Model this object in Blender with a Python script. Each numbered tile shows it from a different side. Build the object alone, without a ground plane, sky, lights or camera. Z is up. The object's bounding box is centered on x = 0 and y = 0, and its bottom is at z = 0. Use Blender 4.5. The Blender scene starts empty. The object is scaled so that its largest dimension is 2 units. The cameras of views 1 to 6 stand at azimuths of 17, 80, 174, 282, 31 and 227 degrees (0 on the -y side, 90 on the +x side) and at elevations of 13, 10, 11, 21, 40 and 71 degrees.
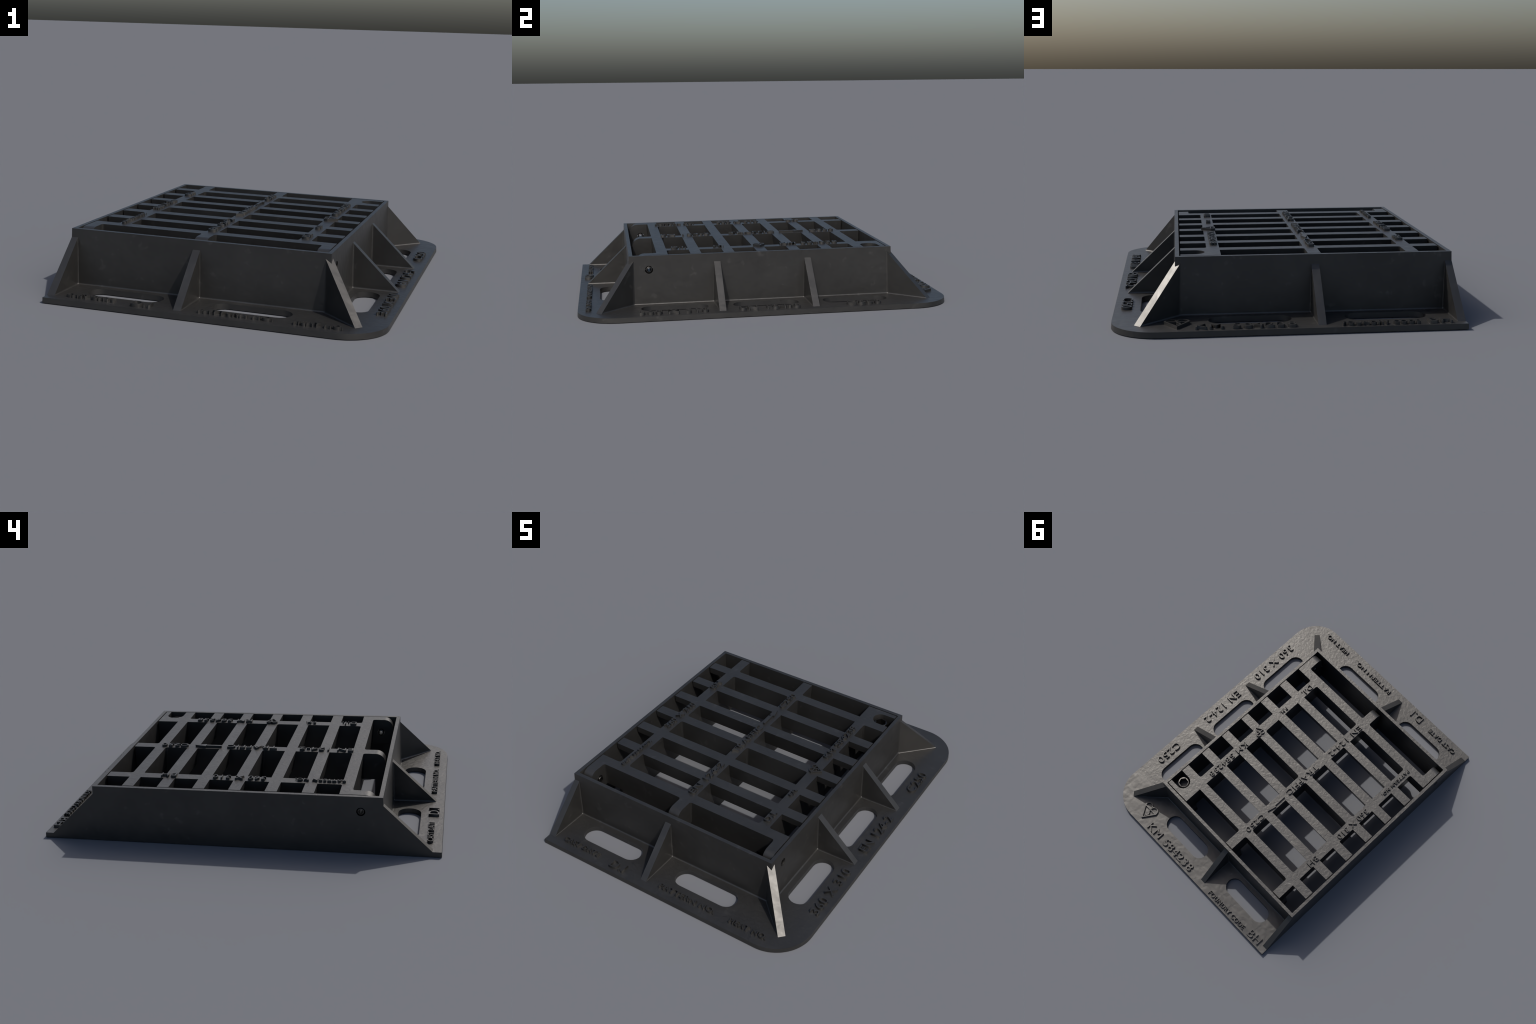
import bpy, bmesh, math
from mathutils import Vector, Matrix

# ------------------------------------------------------------------ dimensions
H = 0.290                     # top of frame and grate
FT = 0.025                    # flange thickness
KX0, KX1 = -0.768, -0.7615    # kerb face: x at z=0 and at z=H
OX0, OX1 = 0.4955, 0.4855     # +x wall outside, bottom / top
OY0, OY1 = 0.7320, 0.7215     # +-y wall outside, bottom / top
IKX0, IKX1 = -0.7370, -0.7420 # inside faces, bottom / top
IX0, IX1 = 0.4620, 0.4670
IY0, IY1 = 0.6940, 0.7015
GT = 0.0355                   # gusset thickness
GTOP = 0.246                  # gusset height at the wall
CX = -0.1375                  # grate centre line in x
CROSS = [0.3115, -0.1370, -0.5855]
LONG = [i * 0.1810 + 0.0015 for i in range(-3, 4)]
BW = 0.0590                   # bar width at the top
GX0, GX1 = -0.7355, 0.4615    # bar ends
GY1 = 0.6950
ZD = 0.050                    # underside of the deep ribs
PIN_Y, PIN_Z = -0.6165, 0.2140


# ------------------------------------------------------------------ helpers
def to_mesh(bm, name):
    bmesh.ops.recalc_face_normals(bm, faces=bm.faces[:])
    me = bpy.data.meshes.new(name)
    bm.to_mesh(me)
    bm.free()
    return me


def helper(me):
    ob = bpy.data.objects.new("helper_" + me.name, me)
    bpy.context.scene.collection.objects.link(ob)
    return ob


def prism(bottom, top):
    """Closed solid between two loops of the same length."""
    bm = bmesh.new()
    b = [bm.verts.new(p) for p in bottom]
    t = [bm.verts.new(p) for p in top]
    bm.faces.new(b[::-1])
    bm.faces.new(t)
    n = len(b)
    for i in range(n):
        bm.faces.new((b[i], b[(i + 1) % n], t[(i + 1) % n], t[i]))
    return to_mesh(bm, "prism")


def box(x0, x1, y0, y1, z0, z1, dx=0.0, dy=0.0):
    """Box whose sides draw in by dx, dy towards the bottom."""
    lo = [(x0 + dx, y0 + dy, z0), (x1 - dx, y0 + dy, z0), (x1 - dx, y1 - dy, z0), (x0 + dx, y1 - dy, z0)]
    hi = [(x0, y0, z1), (x1, y0, z1), (x1, y1, z1), (x0, y1, z1)]
    return prism(lo, hi)


def cylinder(axis, centre, r, a0, a1, n=32, phase=0.0, chamfer=0.0):
    """Round bar (or n-sided) along 'x' or 'z', from a0 to a1, chamfered ends."""
    def ring(a, rr):
        out = []
        for i in range(n):
            t = phase + math.tau * i / n
            c, s = rr * math.cos(t), rr * math.sin(t)
            out.append((a, centre[0] + c, centre[1] + s) if axis == 'x' else (centre[0] + c, centre[1] + s, a))
        return out
    bm = bmesh.new()
    steps = [(a0, r), (a1, r)]
    if chamfer:
        k = 4
        arc = [(chamfer * (1 - math.sin(j / k * math.pi / 2)), chamfer * (1 - math.cos(j / k * math.pi / 2))) for j in range(k + 1)]
        steps = [(a0 + d, r - e) for d, e in arc[::-1]] + [(a1 - d, r - e) for d, e in arc]
    rings = [[bm.verts.new(p) for p in ring(a, rr)] for a, rr in steps]
    bm.faces.new(rings[0])
    bm.faces.new(rings[-1])
    for p, q in zip(rings, rings[1:]):
        for i in range(n):
            bm.faces.new((p[i], p[(i + 1) % n], q[(i + 1) % n], q[i]))
    return to_mesh(bm, "cylinder")


def boolean(base, others, op):
    """Exact boolean of mesh 'base' with a list of meshes; returns a new mesh."""
    ob = helper(base)
    helpers = [ob]
    for o in others:
        h = helper(o)
        helpers.append(h)
        m = ob.modifiers.new("b", 'BOOLEAN')
        m.operation, m.solver, m.object = op, 'EXACT', h
    dg = bpy.context.evaluated_depsgraph_get()
    me = bpy.data.meshes.new_from_object(ob.evaluated_get(dg))
    for h in helpers:
        m = h.data
        bpy.data.objects.remove(h)
        bpy.data.meshes.remove(m)
    return me


def tidy(bm):
    bmesh.ops.remove_doubles(bm, verts=bm.verts[:], dist=2e-5)
    bmesh.ops.dissolve_degenerate(bm, edges=bm.edges[:], dist=2e-5)
    bmesh.ops.dissolve_limit(bm, angle_limit=math.radians(0.6), verts=bm.verts[:], edges=bm.edges[:])
    bm.normal_update()


def concave(e):
    if len(e.link_faces) != 2:
        return False
    return (not e.is_convex) and e.calc_face_angle(0.0) > math.radians(15)


def emit(whole, classify, default_smooth=35.0):
    """Split one mesh into named region meshes that keep the normals of the whole."""
    for p in whole.polygons:
        p.use_smooth = True
    whole.set_sharp_from_angle(angle=math.radians(default_smooth))
    ob = helper(whole)
    m = ob.modifiers.new("w", 'WEIGHTED_NORMAL')
    m.mode, m.weight, m.keep_sharp = 'FACE_AREA', 100, True
    whole = bpy.data.meshes.new_from_object(ob.evaluated_get(bpy.context.evaluated_depsgraph_get()))
    bpy.data.objects.remove(ob)
    normals = [tuple(c.vector) for c in whole.corner_normals]
    groups = {}
    for p in whole.polygons:
        groups.setdefault(classify(p), []).append(p.index)
    out = {}
    for key, idx in groups.items():
        remap, verts, faces, nn = {}, [], [], []
        for i in idx:
            p = whole.polygons[i]
            f = []
            for li in p.loop_indices:
                v = whole.loops[li].vertex_index
                if v not in remap:
                    remap[v] = len(verts)
                    verts.append(whole.vertices[v].co[:])
                f.append(remap[v])
                nn.append(normals[li])
            faces.append(f)
        me = bpy.data.meshes.new(key[0])
        me.from_pydata(verts, [], faces)
        for p in me.polygons:
            p.use_smooth = True
        me.normals_split_custom_set(nn)
        out[key] = me
    return out


# ------------------------------------------------------------------ materials
def nodes_of(mat):
    mat.use_nodes = True
    nt = mat.node_tree
    return nt, nt.nodes, nt.links, nt.nodes["Principled BSDF"]


def cast_iron(name):
    mat = bpy.data.materials.new(name)
    nt, N, L, bsdf = nodes_of(mat)
    tc = N.new("ShaderNodeTexCoord")
    sep = N.new("ShaderNodeSeparateXYZ")
    L.new(tc.outputs["Object"], sep.inputs[0])

    def noise(scale, detail=2.0, rough=0.5, dist=0.0, vec=None):
        n = N.new("ShaderNodeTexNoise")
        n.inputs["Scale"].default_value = scale
        n.inputs["Detail"].default_value = detail
        n.inputs["Roughness"].default_value = rough
        n.inputs["Distortion"].default_value = dist
        L.new(vec if vec else tc.outputs["Object"], n.inputs["Vector"])
        return n.outputs["Fac"]

    def ramp(v, a, b, lo=0.0, hi=1.0):
        m = N.new("ShaderNodeMapRange")
        m.inputs["From Min"].default_value, m.inputs["From Max"].default_value = a, b
        m.inputs["To Min"].default_value, m.inputs["To Max"].default_value = lo, hi
        L.new(v, m.inputs["Value"])
        return m.outputs["Result"]

    def mix(fac, a, b):
        m = N.new("ShaderNodeMix")
        m.data_type = 'RGBA'
        if isinstance(fac, float):
            m.inputs[0].default_value = fac
        else:
            L.new(fac, m.inputs[0])
        for s, v in ((6, a), (7, b)):
            if isinstance(v, tuple):
                m.inputs[s].default_value = v
            else:
                L.new(v, m.inputs[s])
        return m.outputs[2]

    # colour: near-black paint, soft large mottling and a few pale scuffs
    mottle = ramp(noise(5.0, 4.0, 0.6), 0.35, 0.7)
    col = mix(mottle, (0.060, 0.059, 0.058, 1), (0.073, 0.072, 0.070, 1))
    scuff = ramp(noise(20.0, 2.0, 0.5, 0.3), 0.66, 0.78, 0.0, 0.24)
    col = mix(scuff, col, (0.17, 0.167, 0.16, 1))
    L.new(col, bsdf.inputs["Base Color"])
    bsdf.inputs["Metallic"].default_value = METAL
    L.new(ramp(noise(30.0, 3.0), 0.3, 0.7, ROUGH - 0.02, ROUGH + 0.02), bsdf.inputs["Roughness"])

    # relief: fine sand-cast skin on the level tops; the +y apron and the
    # upright or sloping faces are smoother with broad, shallow ripples
    geo = N.new("ShaderNodeNewGeometry")
    gn = N.new("ShaderNodeSeparateXYZ")
    L.new(geo.outputs["True Normal"], gn.inputs[0])
    level = ramp(gn.outputs["Z"], 0.85, 0.95)
    apron = ramp(sep.outputs["Y"], 0.745, 0.775, 1.0, 0.0)
    skin = N.new("ShaderNodeMath")
    skin.operation = 'MULTIPLY'
    L.new(level, skin.inputs[0])
    L.new(apron, skin.inputs[1])

    fine = noise(50.0, 1.6, 0.5, 0.5)
    gain = N.new("ShaderNodeMath")            # ripples weaker on the upright faces
    gain.operation = 'MULTIPLY'
    L.new(noise(19.0, 1.5, 0.5, 0.3), gain.inputs[0])
    L.new(ramp(gn.outputs["Z"], 0.5, 0.95, 1.1, 2.0), gain.inputs[1])
    broad = gain.outputs[0]
    h = N.new("ShaderNodeMix")
    L.new(skin.outputs[0], h.inputs[0])
    L.new(broad, h.inputs[2])
    L.new(fine, h.inputs[3])
    bump = N.new("ShaderNodeBump")
    bump.inputs["Strength"].default_value = 1.0
    bump.inputs["Distance"].default_value = BUMP
    L.new(h.outputs[0], bump.inputs["Height"])
    L.new(bump.outputs["Normal"], bsdf.inputs["Normal"])
    return mat


def steel(name):
    mat = bpy.data.materials.new(name)
    nt, N, L, bsdf = nodes_of(mat)
    tc = N.new("ShaderNodeTexCoord")
    n = N.new("ShaderNodeTexNoise")
    n.inputs["Scale"].default_value = 60.0
    L.new(tc.outputs["Object"], n.inputs["Vector"])
    r = N.new("ShaderNodeMapRange")
    r.inputs["To Min"].default_value, r.inputs["To Max"].default_value = 0.36, 0.44
    L.new(n.outputs["Fac"], r.inputs["Value"])
    L.new(r.outputs["Result"], bsdf.inputs["Roughness"])
    bsdf.inputs["Base Color"].default_value = (0.070, 0.068, 0.066, 1)
    bsdf.inputs["Metallic"].default_value = 1.0
    return mat


METAL, ROUGH, BUMP = 0.78, 0.43, 0.0012
IRON = cast_iron("cast_iron")
STEEL = steel("bolt_steel")

# ------------------------------------------------------------------ scene tree
scene = bpy.context.scene
root = bpy.data.objects.new("gully_grate", None)
scene.collection.objects.link(root)
root["label"] = "black cast iron kerb gully grate hinged in a flanged frame with raised lettering"
root["category"] = "drain grate"


def add(name, me, parent, mat=IRON, stuff=False):
    me.materials.clear()
    me.materials.append(mat)
    ob = bpy.data.objects.new(name, me)
    scene.collection.objects.link(ob)
    ob.parent = parent
    if stuff:
        ob["kind"] = "stuff"
    return ob


# ------------------------------------------------------------------ FRAME
def rounded_outline(inset, z):
    """Flange outline: square corners on the kerb side, big radii on the road side."""
    r = 0.205
    x1, y1 = 0.768 - inset, 1.0 - inset
    xk = -0.800                           # trimmed to the kerb plane later
    cx, cy, rr = 0.768 - r, 1.0 - r, r - inset
    pts = [(xk, -y1, z)]
    n = 22
    pts += [(cx + rr * math.sin(a), -cy - rr * math.cos(a), z) for a in (math.pi / 2 * i / n for i in range(n + 1))]
    pts += [(cx + rr * math.cos(a), cy + rr * math.sin(a), z) for a in (math.pi / 2 * i / n for i in range(n + 1))]
    pts += [(xk, y1, z)]
    return pts


def slot_outline(cx, cy, half, axis, z, grow=0.0):
    r, n = 0.0575 + grow, 12
    pts = []
    for side, start in ((1, -math.pi / 2), (-1, math.pi / 2)):
        for i in range(n + 1):
            a = start + math.pi * i / n
            u, v = side * (half - 0.0575) + r * math.cos(a), r * math.sin(a)
            pts.append((cx + u, cy + v, z) if axis == 'x' else (cx - v, cy + u, z))
    return pts


SLOTS = [(CX + s * 0.3015, t * 0.8245, 0.182, 'x') for s in (1, -1) for t in (1, -1)]
SLOTS += [(0.5890, k * 0.49, 0.177, 'y') for k in (-1, 0, 1)]


def flange():
    return prism(rounded_outline(0.0, 0.0), rounded_outline(0.002, FT))


def block():
    """Solid body of the drafted frame; the well is cut out of it later."""
    lo = [(-0.825, -OY0, 0.0), (OX0, -OY0, 0.0), (OX0, OY0, 0.0), (-0.825, OY0, 0.0)]
    hi = [(-0.820, -OY1, H), (OX1, -OY1, H), (OX1, OY1, H), (-0.820, OY1, H)]
    return prism(lo, hi)


def well():
    """Cavity, extended a little through top and bottom along its own draft."""
    def ring(z):
        t = z / H
        x0, x1, y = IKX0 + (IKX1 - IKX0) * t, IX0 + (IX1 - IX0) * t, IY0 + (IY1 - IY0) * t
        return [(x0, -y, z), (x1, -y, z), (x1, y, z), (x0, y, z)]
    return prism(ring(-0.02), ring(H + 0.02))


GZ0 = 0.008


def gusset(origin, direction, width, run, inside, top=GTOP):
    """Sloping web: from the wall face at 'origin' out along 'direction' over 'run'."""
    o, d = Vector(origin), Vector(direction).normalized()
    s = Vector((-d.y, d.x))
    slope = (top - FT) / run
    foot = []
    for u, v in ((-inside, -width / 2), (run, -width / 2), (run, width / 2), (-inside, width / 2)):
        foot.append((o + d * u + s * v, u))
    lo = [(p.x, p.y, GZ0) for p, u in foot]
    hi = [(p.x, p.y, top - slope * u) for p, u in foot]
    return prism(lo, hi)


def corner_gusset(sy):
    c = Vector((OX1 + 0.001, sy * (OY1 + 0.001)))
    d = Vector((1, sy)).normalized()
    s = Vector((-d.y, d.x))
    run, w, top = 0.2345, 0.0375, 0.247
    slope = (top - FT) / run
    foot = [(c + d * u + s * v, u) for u, v in
            ((-0.006, -w / 2), (run, -w / 2), (run, w / 2), (-0.006, w / 2), (-0.020, 0.0))]
    # run the two flanks back until they are inside the walls
    foot[0] = (c + d * -0.0255 + s * -w / 2, -0.0255)
    foot[3] = (c + d * -0.0255 + s * w / 2, -0.0255)
    foot[4] = (c + d * -0.020, -0.020)
    return prism([(p.x, p.y, GZ0) for p, u in foot], [(p.x, p.y, top - slope * u) for p, u in foot])


def kerb_gusset(sy):
    """End web flush with the kerb face."""
    tip, wall = 0.956, OY1
    slope = (GTOP + 0.004 - FT) / (tip - wall)
    yi = wall - 0.010
    prof = [(yi, GZ0), (tip, GZ0), (tip, FT), (yi, FT + slope * (tip - yi))]
    lo = [(-0.810, sy * y, z) for y, z in prof]
    hi = [(-0.7305, sy * y, z) for y, z in prof]
    return prism(lo, hi)


parts = [block()]
for y in (-0.2490, 0.2490):
    parts.append(gusset((0.4870, y), (1, 0), GT, 0.2325, 0.010))
for sy in (-1, 1):
    parts.append(gusset((CX, sy * 0.7230), (0, sy), GT, 0.2320, 0.010))
    parts.append(corner_gusset(sy))
    parts.append(kerb_gusset(sy))
frame_me = boolean(flange(), parts, 'UNION')

bm = bmesh.new()
bm.from_mesh(frame_me)
tidy(bm)


def fillet_edge(e):
    if not concave(e) or e.calc_face_angle(0.0) < math.radians(44):
        return False
    a, b = e.verts[0].co, e.verts[1].co
    m = (a + b) / 2
    n0, n1 = e.link_faces[0].normal, e.link_faces[1].normal
    if m.z > 0.15 and (abs(n0.z) > 0.3 or abs(n1.z) > 0.3):
        return False                      # crown of the webs against the wall
    return True


edges = [e for e in bm.edges if fillet_edge(e)]
bmesh.ops.bevel(bm, geom=edges, offset=0.0080, segments=4, profile=0.5, affect='EDGES', clamp_overlap=False)
bmesh.ops.recalc_face_normals(bm, faces=bm.faces[:])
bm.to_mesh(frame_me)
bm.free()
ks = (KX1 - KX0) / H
kerb_trim = [(KX0 - 0.05 * ks, -0.05), (KX0 + 0.35 * ks, 0.35), (-0.9, 0.35), (-0.9, -0.05)]
cuts = [well(), prism([(x, -1.1, z) for x, z in kerb_trim], [(x, 1.1, z) for x, z in kerb_trim])]
cuts += [prism(slot_outline(*c, -0.02, -0.001), slot_outline(*c, FT + 0.02, 0.0025)) for c in SLOTS]
cuts += [cylinder('x', (PIN_Y, PIN_Z), 0.0215, 0.44, 0.52, 40), cylinder('x', (PIN_Y, PIN_Z), 0.0215, -0.80, -0.71, 40)]
frame_me = boolean(frame_me, cuts, 'DIFFERENCE')


def frame_region(p):
    c, n = p.center, p.normal
    ox = OX0 + (OX1 - OX0) * c.z / H
    oy = OY0 + (OY1 - OY0) * c.z / H
    if c.z < FT + 0.0012:
        return ("base_flange", 0)
    if c.x < ox + 0.0045 and abs(c.y) < oy + 0.0045:
        return ("frame", 0)
    if abs(c.y) < oy + 0.02 and c.x > ox and abs(c.y) < 0.6:
        return ("gusset", 1 if c.y < 0 else 2)
    if c.x < -0.5:
        return ("gusset", 3 if c.y < 0 else 4)
    if c.x < 0.2:
        return ("gusset", 5 if c.y < 0 else 6)
    return ("gusset", 7 if c.y < 0 else 8)


regions = emit(frame_me, frame_region)
frame = add("frame", regions.pop(("frame", 0)), root)
for key in sorted(regions):
    add(key[0], regions[key], frame)

# support lugs the grate sits on, under the cross bar ends at the +y wall
for cx in CROSS:
    plan = [(-0.040, 0.7045), (-0.040, 0.637), (-0.008, 0.618), (0.008, 0.618), (0.040, 0.637), (0.040, 0.7045)]
    lo = [(cx + x, y, 0.0) for x, y in plan]
    hi = [(cx + x, y, 0.0485) for x, y in plan]
    add("support_lug", prism(lo, hi), frame)

# hinge seats under the three lugs of the grate, on the -y wall
for x0, x1 in ((0.407, 0.4655), (CX - 0.0290, CX + 0.0295), (-0.7400, -0.6790)):
    add("hinge_seat", box(x0, x1, -0.7050, -0.6320, 0.0, 0.1450), frame)

# ------------------------------------------------------------------ GRATE
solids = []
for cx in CROSS:                                    # cross bars run along y
    y0 = LONG[0]
    solids.append(box(cx - BW / 2, cx + BW / 2, y0 - 0.006, GY1, ZD, H, 0.0115, 0.0))
DEEP = {0: 0.090, 3: 0.054, 6: 0.062}                # undersides of the three deep ribs
for i, y in enumerate(LONG):                        # long bars run along x
    zb = DEEP.get(i, 0.195)
    ins = (H - zb) * 0.052 if i in DEEP else 0.0160
    solids.append(box(CROSS[2], CROSS[0], y - BW / 2, y + BW / 2, zb, H, 0.0, ins))
    zs, si = (0.147, 0.007) if i == 0 else (0.249, 0.0035)
    solids.append(box(GX0, CROSS[2], y - BW / 2, y + BW / 2, zs, H, 0.0, si))
    solids.append(box(CROSS[0], GX1, y - BW / 2, y + BW / 2, zs, H, 0.0, si))


def finger(x0, x1):
    """Hinge lug: slab in the y-z plane with a rounded leading shoulder."""
    ya, yb, r, n = LONG[0] - 0.01, -0.6850, 0.048, 10
    prof = [(ya, H), (ya, 0.1465), (yb, 0.1465)]
    prof += [(yb + r - r * math.cos(a), H - r + r * math.sin(a)) for a in (math.pi / 2 * k / n for k in range(n + 1))]
    return prism([(x0, y, z) for y, z in prof], [(x1, y, z) for y, z in prof])


FINGERS = [(0.4070, GX1), (CX - 0.0305, CX + 0.0310), (GX0, -0.6790)]
for f in FINGERS:
    solids.append(finger(*f))
# corner seat that carries the locking bolt
solids.append(box(0.2840, GX1, LONG[6] - BW / 2, GY1, 0.150, H))
grate_me = boolean(solids[0], solids[1:], 'UNION')

bm = bmesh.new()
bm.from_mesh(grate_me)
tidy(bm)


def corner_edge(e):
    if not concave(e):
        return False
    a, b = e.verts[0].co, e.verts[1].co
    if abs(a.z - b.z) < 0.06 or max(a.z, b.z) < H - 0.002:
        return False
    y = (a.y + b.y) / 2
    if e.calc_face_angle(0.0) < math.radians(50):
        return False
    return abs(abs(y - 0.0015) - abs(LONG[6])) < 0.045 or abs(y - LONG[3]) < 0.045


edges = [e for e in bm.edges if corner_edge(e)]
bmesh.ops.bevel(bm, geom=edges, offset=0.0125, segments=4, profile=0.5, affect='EDGES', clamp_overlap=False)
bmesh.ops.recalc_face_normals(bm, faces=bm.faces[:])
bm.to_mesh(grate_me)
bm.free()

# bolt pocket: slot open towards the +x wall, with a floor
BX, BY, PR = 0.3995, 0.6195, 0.0475
n = 24
foot = [(BX - PR * math.sin(a), BY + PR * math.cos(a)) for a in (math.pi * k / n for k in range(n + 1))]
foot += [(GX1 + 0.01, BY - PR), (GX1 + 0.01, BY + PR)]
pocket = prism([(x, y, 0.180) for x, y in foot], [(x, y, H + 0.02) for x, y in foot])
cuts = [pocket]
cuts.append(cylinder('x', (PIN_Y, PIN_Z), 0.0215, 0.39, 0.48, 40))
cuts.append(cylinder('x', (PIN_Y, PIN_Z), 0.0215, -0.75, -0.66, 40))
grate_me = boolean(grate_me, cuts, 'DIFFERENCE')

# cut the skin along the part borders, then hand the faces to the parts
bm = bmesh.new()
bm.from_mesh(grate_me)
planes = [((cx + s * BW / 2, 0, 0), (1, 0, 0)) for cx in CROSS for s in (1, -1)]
planes += [((0, LONG[0] - BW / 2, 0), (0, 1, 0)), ((0, LONG[6] + BW / 2, 0), (0, 1, 0))]
for co, no in planes:
    bmesh.ops.bisect_plane(bm, geom=bm.verts[:] + bm.edges[:] + bm.faces[:], dist=1e-5, plane_co=co, plane_no=no)
bm.to_mesh(grate_me)
bm.free()


def grate_region(p):
    c = p.center
    if c.y < LONG[0] - BW / 2 - 1e-4:
        return ("hinge_finger", min(range(3), key=lambda k: abs(c.x - sum(FINGERS[k]) / 2)))
    for k, cx in enumerate(CROSS):
        if abs(c.x - cx) < BW / 2 + 1e-4 and not (k == 0 and c.y > LONG[6] + BW / 2 + 1e-4 and c.x > cx + BW / 2 - 1e-4):
            return ("cross_bar", k)
    if c.x > 0.2 and c.y > LONG[6] + BW / 2 - 2e-3:
        return ("bolt_seat", 0)
    return ("long_bar", min(range(7), key=lambda k: abs(c.y - LONG[k])))


regions = emit(grate_me, grate_region)
grate = bpy.data.objects.new("grate", None)
scene.collection.objects.link(grate)
grate.parent = root
for key in sorted(regions):
    add(key[0], regions[key], grate)

# ------------------------------------------------------------------ FASTENERS
def shade(me, angle=35):
    for p in me.polygons:
        p.use_smooth = True
    me.set_sharp_from_angle(angle=math.radians(angle))
    return me


for x0, x1 in ((0.3990, 0.4845), (-0.7600, -0.6710)):
    body = cylinder('x', (PIN_Y, PIN_Z), 0.0175, x0, x1, 32, 0.0, 0.004)
    sock = [cylinder('x', (PIN_Y, PIN_Z), 0.0112, x0 - 0.01, x1 + 0.01, 24)]
    add("hinge_pin", shade(boolean(body, sock, 'DIFFERENCE')), root, STEEL)

body = cylinder('z', (BX, BY - 0.002), 0.0370, 0.175, 0.2705, 40, 0.0, 0.0035)
sock = cylinder('z', (BX, BY - 0.002), 0.0315, 0.215, 0.29, 6, math.radians(52))
add("locking_bolt", shade(boolean(body, [sock], 'DIFFERENCE')), root, STEEL)

# ------------------------------------------------------------------ LETTERING
def basis(u, v):
    return Vector((u[0], u[1], 0)), Vector((v[0], v[1], 0))


AX = {"road": basis((0, 1), (-1, 0)),      # reads along +y, tops towards -x
      "front": basis((1, 0), (0, 1)),      # reads along +x, tops towards +y
      "back": basis((-1, 0), (0, -1))}     # reads along -x, tops towards -y


def word(text, way, start, length, base, cap, zsurf, height, parent, weight=0.0):
    """Raised word: starts at 'start' along the reading direction, baseline at 'base'."""
    def build(offset):
        cu = bpy.data.curves.new("word", 'FONT')
        cu.body = text
        cu.extrude = 0.5
        cu.resolution_u = 5
        cu.offset = offset
        cu.space_character = 1.08
        ob = bpy.data.objects.new("helper_word", cu)
        scene.collection.objects.link(ob)
        dg = bpy.context.evaluated_depsgraph_get()
        m = bpy.data.meshes.new_from_object(ob.evaluated_get(dg))
        bpy.data.objects.remove(ob)
        bpy.data.curves.remove(cu)
        return m
    # moulding draft: the foot of each character is a little fatter than its face
    me, foot = build(weight - 0.004), build(weight + 0.012)
    if len(foot.vertices) == len(me.vertices):
        for v0, v1 in zip(me.vertices, foot.vertices):
            if v0.co.z < 0:
                v0.co.x, v0.co.y = v1.co.x, v1.co.y
    bpy.data.meshes.remove(foot)
    xs = [v.co.x for v in me.vertices]
    ys = [v.co.y for v in me.vertices]
    x0, x1, y0, y1 = min(xs), max(xs), min(ys), max(ys)
    u, v = AX[way]
    su, sv = u.x + u.y, v.x + v.y
    for vert in me.vertices:
        a = (vert.co.x - x0) / (x1 - x0) * length
        b = (vert.co.y - y0) / (y1 - y0) * cap
        z = zsurf - 0.002 if vert.co.z < 0 else zsurf + height
        p = u * (start * su + a) + v * (base * sv + b)
        vert.co = (p.x, p.y, z)
    me.name = "lettering"
    return add("lettering", me, parent)


def stroke(points, width, closed=False):
    """Outline pair of a polyline of constant width."""
    pts = [Vector(p) for p in points]
    n = len(pts)
    left, right = [], []
    for i, p in enumerate(pts):
        a = pts[i - 1] if (i > 0 or closed) else None
        b = pts[(i + 1) % n] if (i < n - 1 or closed) else None
        d0 = (p - a).normalized() if a is not None else (b - p).normalized()
        d1 = (b - p).normalized() if b is not None else d0
        t = (d0 + d1).normalized()
        nn = Vector((-t.y, t.x))
        k = min(1.6, 1.0 / max(0.3, nn.dot(Vector((-d1.y, d1.x)))))
        left.append(p + nn * width / 2 * k)
        right.append(p - nn * width / 2 * k)
    return left, right


def ribbon(bm, points, width, place, z0, z1, closed=False):
    left, right = stroke(points, width, closed)
    rows = []
    for l, r in zip(left, right):
        rows.append([bm.verts.new(place(q, z)) for q, z in ((l, z0), (l, z1), (r, z1), (r, z0))])
    n = len(rows)
    for i in range(n if closed else n - 1):
        a, b = rows[i], rows[(i + 1) % n]
        for k in range(4):
            bm.faces.new((a[k], a[(k + 1) % 4], b[(k + 1) % 4], b[k]))
    if not closed:
        bm.faces.new(rows[0])
        bm.faces.new(rows[-1][::-1])


def heart_mark(way, centre, scale, zsurf, height, parent):
    """Certification mark: B laid on its back over a V, with a small S stroke inside."""
    u, v = AX[way]
    c = Vector((centre[0], centre[1], 0))

    def place(q, z):
        p = c + (u * q.x + v * q.y) * scale
        return (p.x, p.y, z)
    bm = bmesh.new()
    w, z0 = 0.072, zsurf - 0.002
    r = 0.235
    lob = []
    for k in range(13):
        a = math.pi * k / 12
        lob.append((-0.47 + r - r * math.cos(a), 0.17 + 0.30 * math.sin(a) ** 0.8))
    right = [(-x, y) for x, y in lob[::-1]]
    outline = [(0.0, -0.55)] + lob[:-1] + [(0.0, 0.19)] + right[1:]
    ribbon(bm, outline, w, place, z0, zsurf + height, True)
    ribbon(bm, [(-0.43, 0.15), (0.43, 0.15)], w, place, z0, zsurf + height - 0.0006)
    ribbon(bm, [(0.0, 0.15), (0.02, 0.02), (0.10, -0.06), (0.13, -0.16), (0.08, -0.26), (-0.02, -0.30)],
           w, place, z0, zsurf + height - 0.0003)
    me = to_mesh(bm, "certification_mark")
    return add("certification_mark", me, parent)


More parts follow.
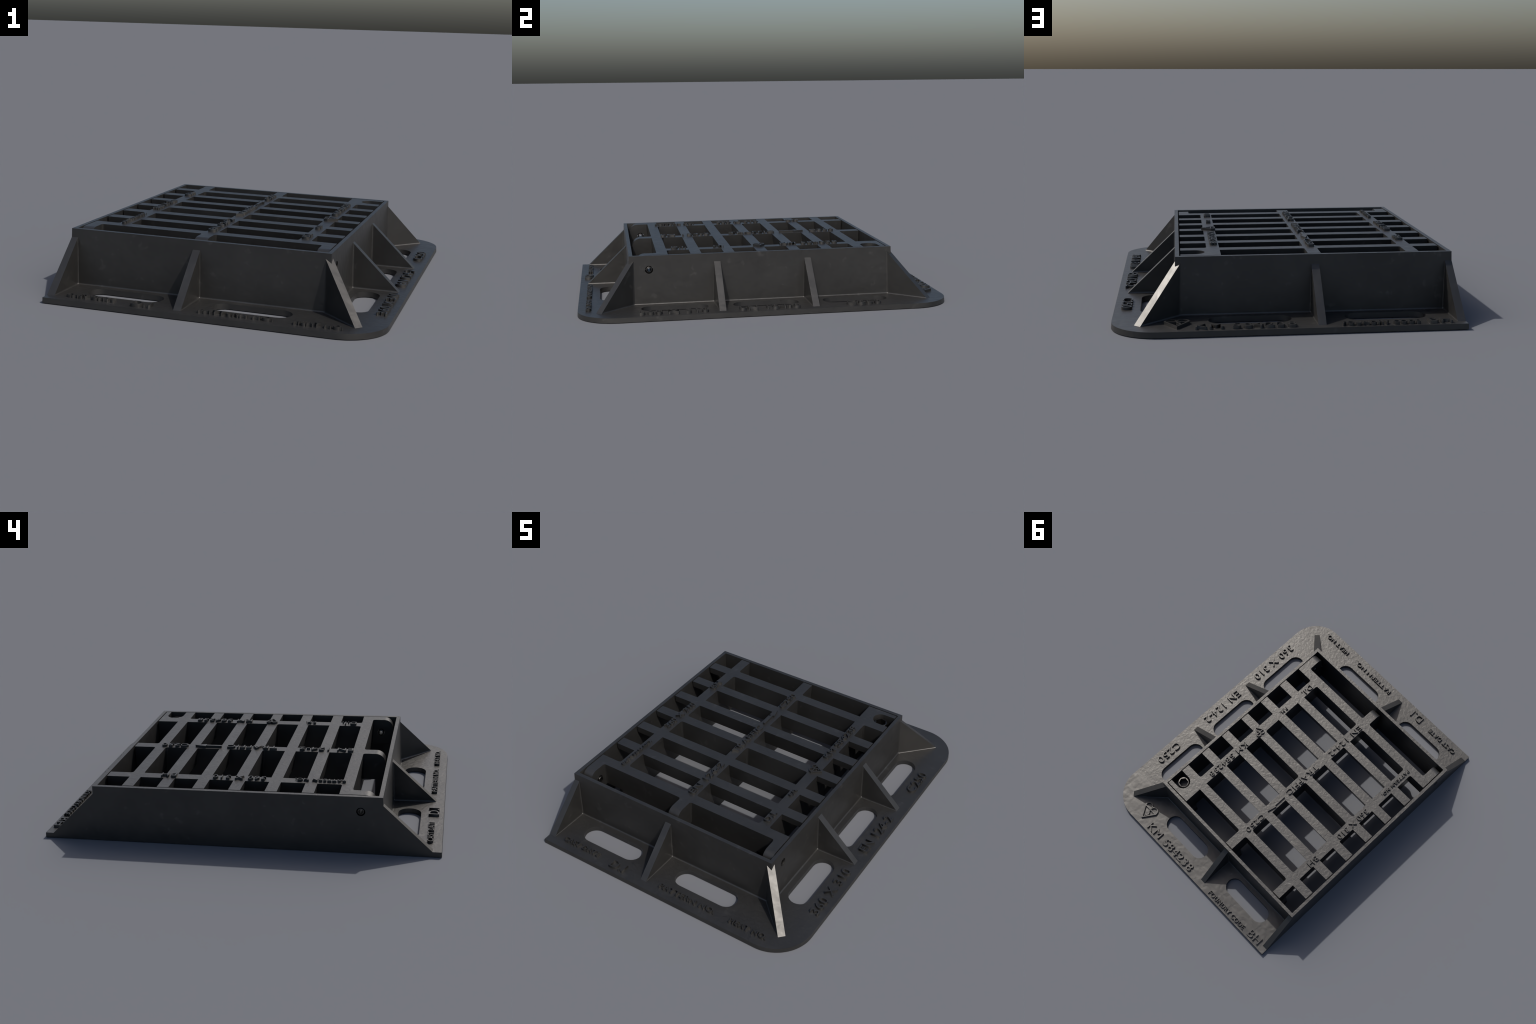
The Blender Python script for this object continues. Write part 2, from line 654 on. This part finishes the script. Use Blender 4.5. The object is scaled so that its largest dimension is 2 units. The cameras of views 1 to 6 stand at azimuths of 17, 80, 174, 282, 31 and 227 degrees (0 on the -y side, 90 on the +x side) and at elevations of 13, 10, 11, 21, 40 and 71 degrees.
LH = 0.0135
F = dict(zsurf=FT, height=LH, parent=frame)
word("360 X 310", "road", -0.683, 0.360, 0.7355, 0.0510, **F)
word("EN 124-2", "road", -0.160, 0.321, 0.7360, 0.0520, **F)
word("C250", "road", 0.414, 0.190, 0.7355, 0.0510, **F)
word("CAST DATE", "front", -0.674, 0.238, -0.9560, 0.0300, **F)
word("D.I", "front", -0.350, 0.090, -0.9755, 0.0540, **F)
word("PATTERN NO.", "front", -0.042, 0.338, -0.9560, 0.0300, **F)
word("HEAT NO.", "front", 0.385, 0.214, -0.9570, 0.0300, **F)
word("KM 584238", "back", 0.408, 0.434, 0.9815, 0.0550, **F)
word("FOUNDRY CODE", "back", -0.222, 0.338, 0.9835, 0.0310, **F)
word("BH", "back", -0.601, 0.101, 0.9825, 0.0540, **F)
heart_mark("back", (0.4830, 0.8960), 0.1090, FT, LH, frame)

LG = 0.0120
G = dict(zsurf=H, height=LG, parent=grate)
word("D.I.", "road", -0.484, 0.082, 0.3240, 0.0360, **G)
word("P.M.", "road", -0.250, 0.058, 0.3185, 0.0235, **G)
word("KM 584238", "road", 0.127, 0.330, 0.3240, 0.0355, **G)
word("EN 124-2", "road", -0.515, 0.291, -0.1235, 0.0360, **G)
word("TRAFFIC", "road", -0.105, 0.277, -0.1235, 0.0370, **G)
word("C250", "road", 0.390, 0.152, -0.1255, 0.0355, **G)
word("PATTERN NO.", "road", -0.527, 0.251, -0.5765, 0.0200, **G)
word("360 X 310", "road", -0.128, 0.270, -0.5720, 0.0375, **G)
word("BH", "road", 0.331, 0.079, -0.5715, 0.0375, **G)
heart_mark("road", (0.3120, 0.0080), 0.0640, H, LG, grate)

# traffic direction arrow
ya, yh, yt, xc = 0.204, 0.291, 0.352, -0.1430
foot = [(xc - 0.006, ya), (xc + 0.006, ya), (xc + 0.006, yh), (xc + 0.016, yh), (xc + 0.001, yt), (xc - 0.001, yt), (xc - 0.016, yh), (xc - 0.006, yh)]
add("arrow", prism([(x, y, H - 0.002) for x, y in foot], [(x, y, H + LG) for x, y in foot]), grate)
